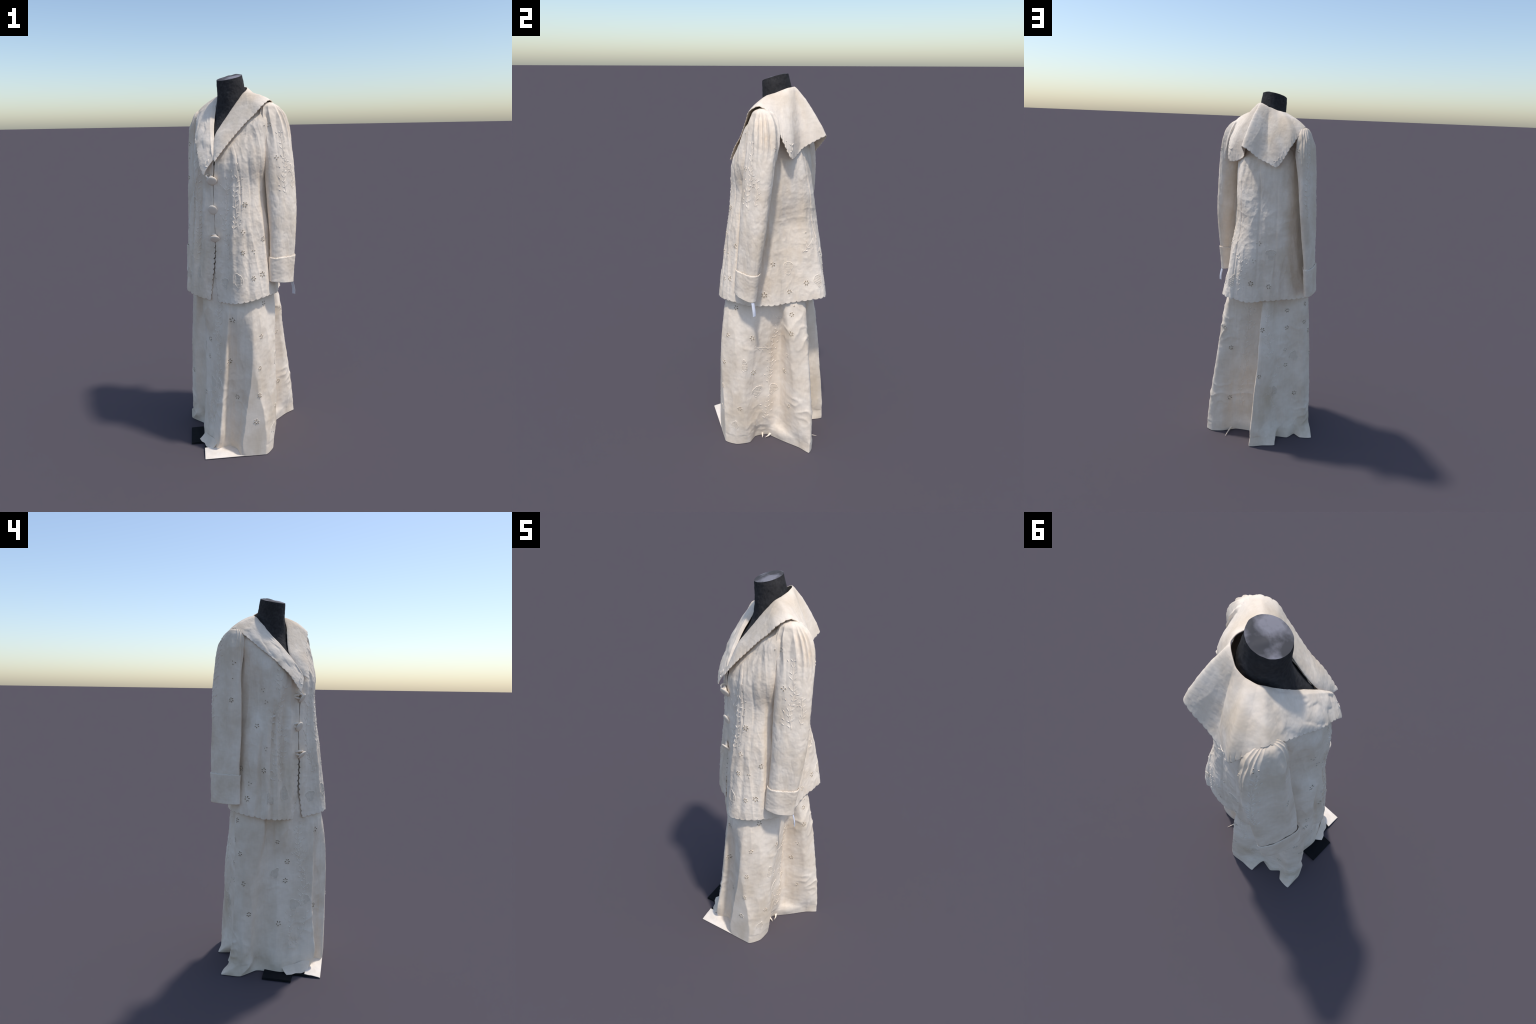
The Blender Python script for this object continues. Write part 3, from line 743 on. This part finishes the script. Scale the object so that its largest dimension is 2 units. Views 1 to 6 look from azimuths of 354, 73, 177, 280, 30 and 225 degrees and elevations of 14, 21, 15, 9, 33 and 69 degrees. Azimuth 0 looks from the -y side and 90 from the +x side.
VINES = [
    ('jacket', [(-.047,-.208,1.498),(-.080,-.184,1.444),(-.076,-.185,1.377),(-.091,-.180,1.296),(-.094,-.188,1.221),(-.084,-.207,1.149),(-.081,-.226,1.084)]),
    ('jacket', [(-.025,-.215,1.505),(-.043,-.214,1.420),(-.040,-.225,1.322),(-.057,-.236,1.230)]),
    ('jacket', [(-.216,-.047,1.624),(-.228,-.057,1.538),(-.228,-.059,1.465),(-.231,-.034,1.398),(-.200,-.065,1.336),(-.204,-.078,1.247),(-.212,-.067,1.144),(-.251,-.064,1.046)]),
    ('jacket', [(-.239,-.021,1.418),(-.236,-.030,1.283),(-.254,-.042,1.149),(-.268,-.032,1.054)]),
    ('jacket', [(-.210,-.080,1.544),(-.220,-.058,1.405),(-.217,-.056,1.300),(-.218,-.057,1.207),(-.229,-.062,1.121)]),
    ('skirt', [(-.139,-.162,.828),(-.145,-.161,.734),(-.148,-.171,.660),(-.155,-.170,.580),(-.147,-.192,.541),(-.157,-.188,.446),(-.170,-.177,.366)]),
    ('skirt', [(-.157,-.213,.340),(-.176,-.203,.232),(-.199,-.149,.160),(-.213,-.122,.133)]),
    ('skirt', [(-.143,-.155,.803),(-.155,-.159,.672),(-.151,-.174,.599),(-.145,-.206,.494),(-.167,-.185,.361)]),
    ('skirt', [(-.190,-.140,.321),(-.202,-.137,.210),(-.186,-.180,.148)]),
    ('skirt', [(.145,-.010,.786),(.130,-.024,.684),(.136,-.048,.592),(.134,-.046,.471),(.139,-.063,.373)]),
    ('skirt', [(.156,-.144,.628),(.148,-.089,.614),(.135,-.044,.607)]),
    ('skirt', [(.141,-.071,.305),(.141,-.071,.196),(.133,-.084,.138)]),
    ('skirt', [(.075,.164,.813),(.073,.146,.714),(.087,.136,.608),(.093,.136,.522),(.083,.134,.433),(.113,.131,.288),(.098,.131,.160)]),
    ('skirt', [(-.030,.240,.837),(-.030,.247,.710),(-.048,.249,.613),(-.035,.264,.536)]),
    ('skirt', [(-.100,.215,.478),(-.058,.253,.325),(-.094,.218,.216)]),
    ('jacket', [(.144,.206,1.144),(.124,.231,1.083),(.137,.235,1.008),(.143,.241,.924)]),
    ('jacket', [(.161,.162,1.219),(.181,.112,1.166),(.181,.098,1.153)]),
    ('sleeve_left', [(.196,-.160,1.719),(.206,-.170,1.636),(.215,-.177,1.561),(.214,-.185,1.488),(.219,-.191,1.407)]),
    ('sleeve_left', [(.244,-.163,1.551),(.254,-.161,1.489),(.253,-.171,1.434)]),
    ('sleeve_left', [(.225,-.171,1.579),(.208,-.190,1.489),(.222,-.190,1.408)]),
    ('sleeve_right', [(-.209,.251,1.747),(-.209,.279,1.628),(-.212,.295,1.479),(-.222,.289,1.365)]),
    ('collar', [(.19,.02,1.70),(.197,.02,1.665),(.185,.035,1.645)]),
    ('collar', [(-.09,.25,1.70),(-.07,.25,1.66),(-.03,.235,1.65)]),
    ('collar', [(-.185,-.14,1.54),(-.175,-.15,1.555),(-.16,-.155,1.57)]),
]

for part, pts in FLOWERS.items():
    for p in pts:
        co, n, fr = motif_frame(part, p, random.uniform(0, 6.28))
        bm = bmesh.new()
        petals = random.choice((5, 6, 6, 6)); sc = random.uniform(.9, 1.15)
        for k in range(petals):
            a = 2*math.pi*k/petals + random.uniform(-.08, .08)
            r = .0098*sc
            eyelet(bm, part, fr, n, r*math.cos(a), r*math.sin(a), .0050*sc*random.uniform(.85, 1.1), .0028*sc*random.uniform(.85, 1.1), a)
        finish('eyelet_flower', bm, part, (M_EDGE, M_EYELET_FILL))
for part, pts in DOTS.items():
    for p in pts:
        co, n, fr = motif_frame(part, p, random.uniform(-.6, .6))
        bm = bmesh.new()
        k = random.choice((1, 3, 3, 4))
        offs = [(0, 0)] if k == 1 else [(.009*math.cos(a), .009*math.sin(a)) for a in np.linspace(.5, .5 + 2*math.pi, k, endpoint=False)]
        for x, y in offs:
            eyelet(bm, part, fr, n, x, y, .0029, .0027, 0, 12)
        finish('eyelet_sprig', bm, part, (M_EDGE, M_EYELET_FILL))

M_NET = linen('darned_net', (.84, .725, .595), (.77, .65, .52), (.70, .56, .41), weave=.05)
# darned net: corded outline, raised grid of threads inside
for part, pts in PATCHES.items():
    for p in pts:
        co, n, fr = motif_frame(part, p, random.uniform(-.5, .5))
        bm = bmesh.new()
        A, Bv = random.uniform(.017, .024), random.uniform(.024, .032)
        ph = random.uniform(0, 6)
        edge = lambda t: 1 + .16*math.sin(3*t + ph) + .08*math.sin(5*t + 2*ph)
        NP = 34; V = {}
        for i in range(NP):
            for j in range(NP):
                x, y = (2*i/(NP-1) - 1), (2*j/(NP-1) - 1)
                if math.hypot(x, y) < .92*edge(math.atan2(y, x)):
                    X, Y = x*A*1.2, y*Bv*1.2
                    g = max(math.cos(2*math.pi*X/.0052), math.cos(2*math.pi*Y/.0052))
                    V[i, j] = (X, Y, .0003 + .0016*max(0, g)**2)
        keys = list(V); pos = lay_points(part, fr, n, [V[k] for k in keys])
        W = {k: bm.verts.new(c) for k, c in zip(keys, pos)}
        for (i, j) in keys:
            q = [(i, j), (i+1, j), (i+1, j+1), (i, j+1)]
            if all(k in W for k in q): bm.faces.new([W[k] for k in q])
        seg = 48; R5 = []
        for d, h in ((-.0020, 0), (-.0010, .0016), (.0010, .0016), (.0020, 0)):
            R5.append([bm.verts.new(c) for c in lay_points(part, fr, n, [((A*1.12*edge(t) + d)*math.cos(t), (Bv*1.12*edge(t) + d)*math.sin(t), h) for t in np.linspace(0, 2*math.pi, seg, endpoint=False)])])
        for r in range(3):
            for k in range(seg): bm.faces.new((R5[r][k], R5[r+1][k], R5[r+1][(k+1) % seg], R5[r][(k+1) % seg])).material_index = 1
        finish('darned_patch', bm, part, (M_NET, M_EDGE))

# vines: corded stem with padded leaves to both sides
vine_bm = {}
def leaf(bm, part, co, n, direction, L, Wd, H):
    side = n.cross(direction).normalized()
    rows = []
    for i in range(7):
        t = i/6; w = Wd*math.sin(math.pi*min(1, .04 + t*.96))**.8
        row = []
        for j in range(5):
            u = j/4*2 - 1
            q = co + direction*(L*t) + side*(w*u)
            c, nn = lay(part, q, n)
            row.append(bm.verts.new(c + n*(H*(1 - u*u)*math.sin(math.pi*min(1, .08 + t*.9)) + .0002)))
        rows.append(row)
    for i in range(6):
        for j in range(4):
            bm.faces.new((rows[i][j], rows[i+1][j], rows[i+1][j+1], rows[i][j+1]))
for part, pts in VINES:
    bm = vine_bm.setdefault(part, bmesh.new())
    P = np.array(pts)
    length = np.linalg.norm(np.diff(P, axis=0), axis=1).sum()
    ns = max(8, int(length/.006))
    C = [lay(part, q) for q in catmull(P, ns, False)]
    ring_prev = None
    for i, (co, n) in enumerate(C):
        a = C[max(0, i-1)][0]; b = C[min(ns-1, i+1)][0]
        d = (b - a).normalized(); side = n.cross(d).normalized()
        ring = [bm.verts.new(co + side*w + n*h) for w, h in ((-.0014, .0), (-.0008, .0014), (.0008, .0014), (.0014, .0))]
        if ring_prev:
            for k in range(3): bm.faces.new((ring_prev[k], ring[k], ring[k+1], ring_prev[k+1]))
        ring_prev = ring
        if i % 4 == 2:
            for sgn in ((1, -1) if random.random() < .55 else (random.choice((1, -1)),)):
                an = random.uniform(.5, 1.0)
                dd = (-d*math.cos(an) + side*sgn*math.sin(an))
                if dd.z < 0: dd = (d*math.cos(an) + side*sgn*math.sin(an))
                leaf(bm, part, co + dd*.003, n, dd.normalized(), random.uniform(.013, .026), random.uniform(.0024, .0040), random.uniform(.0024, .0038)*(.45 if part == 'sleeve_left' else .65 if part == 'skirt' else .85))
                if random.random() < .3:
                    leaf(bm, part, co + dd*.03 + side*sgn*.006, n, dd.normalized(), random.uniform(.010, .018), .0024, .0026)
for part, bm in vine_bm.items():
    ob = finish('embroidered_vine', bm, part, (M_EDGE,))
    ob['kind'] = 'stuff'
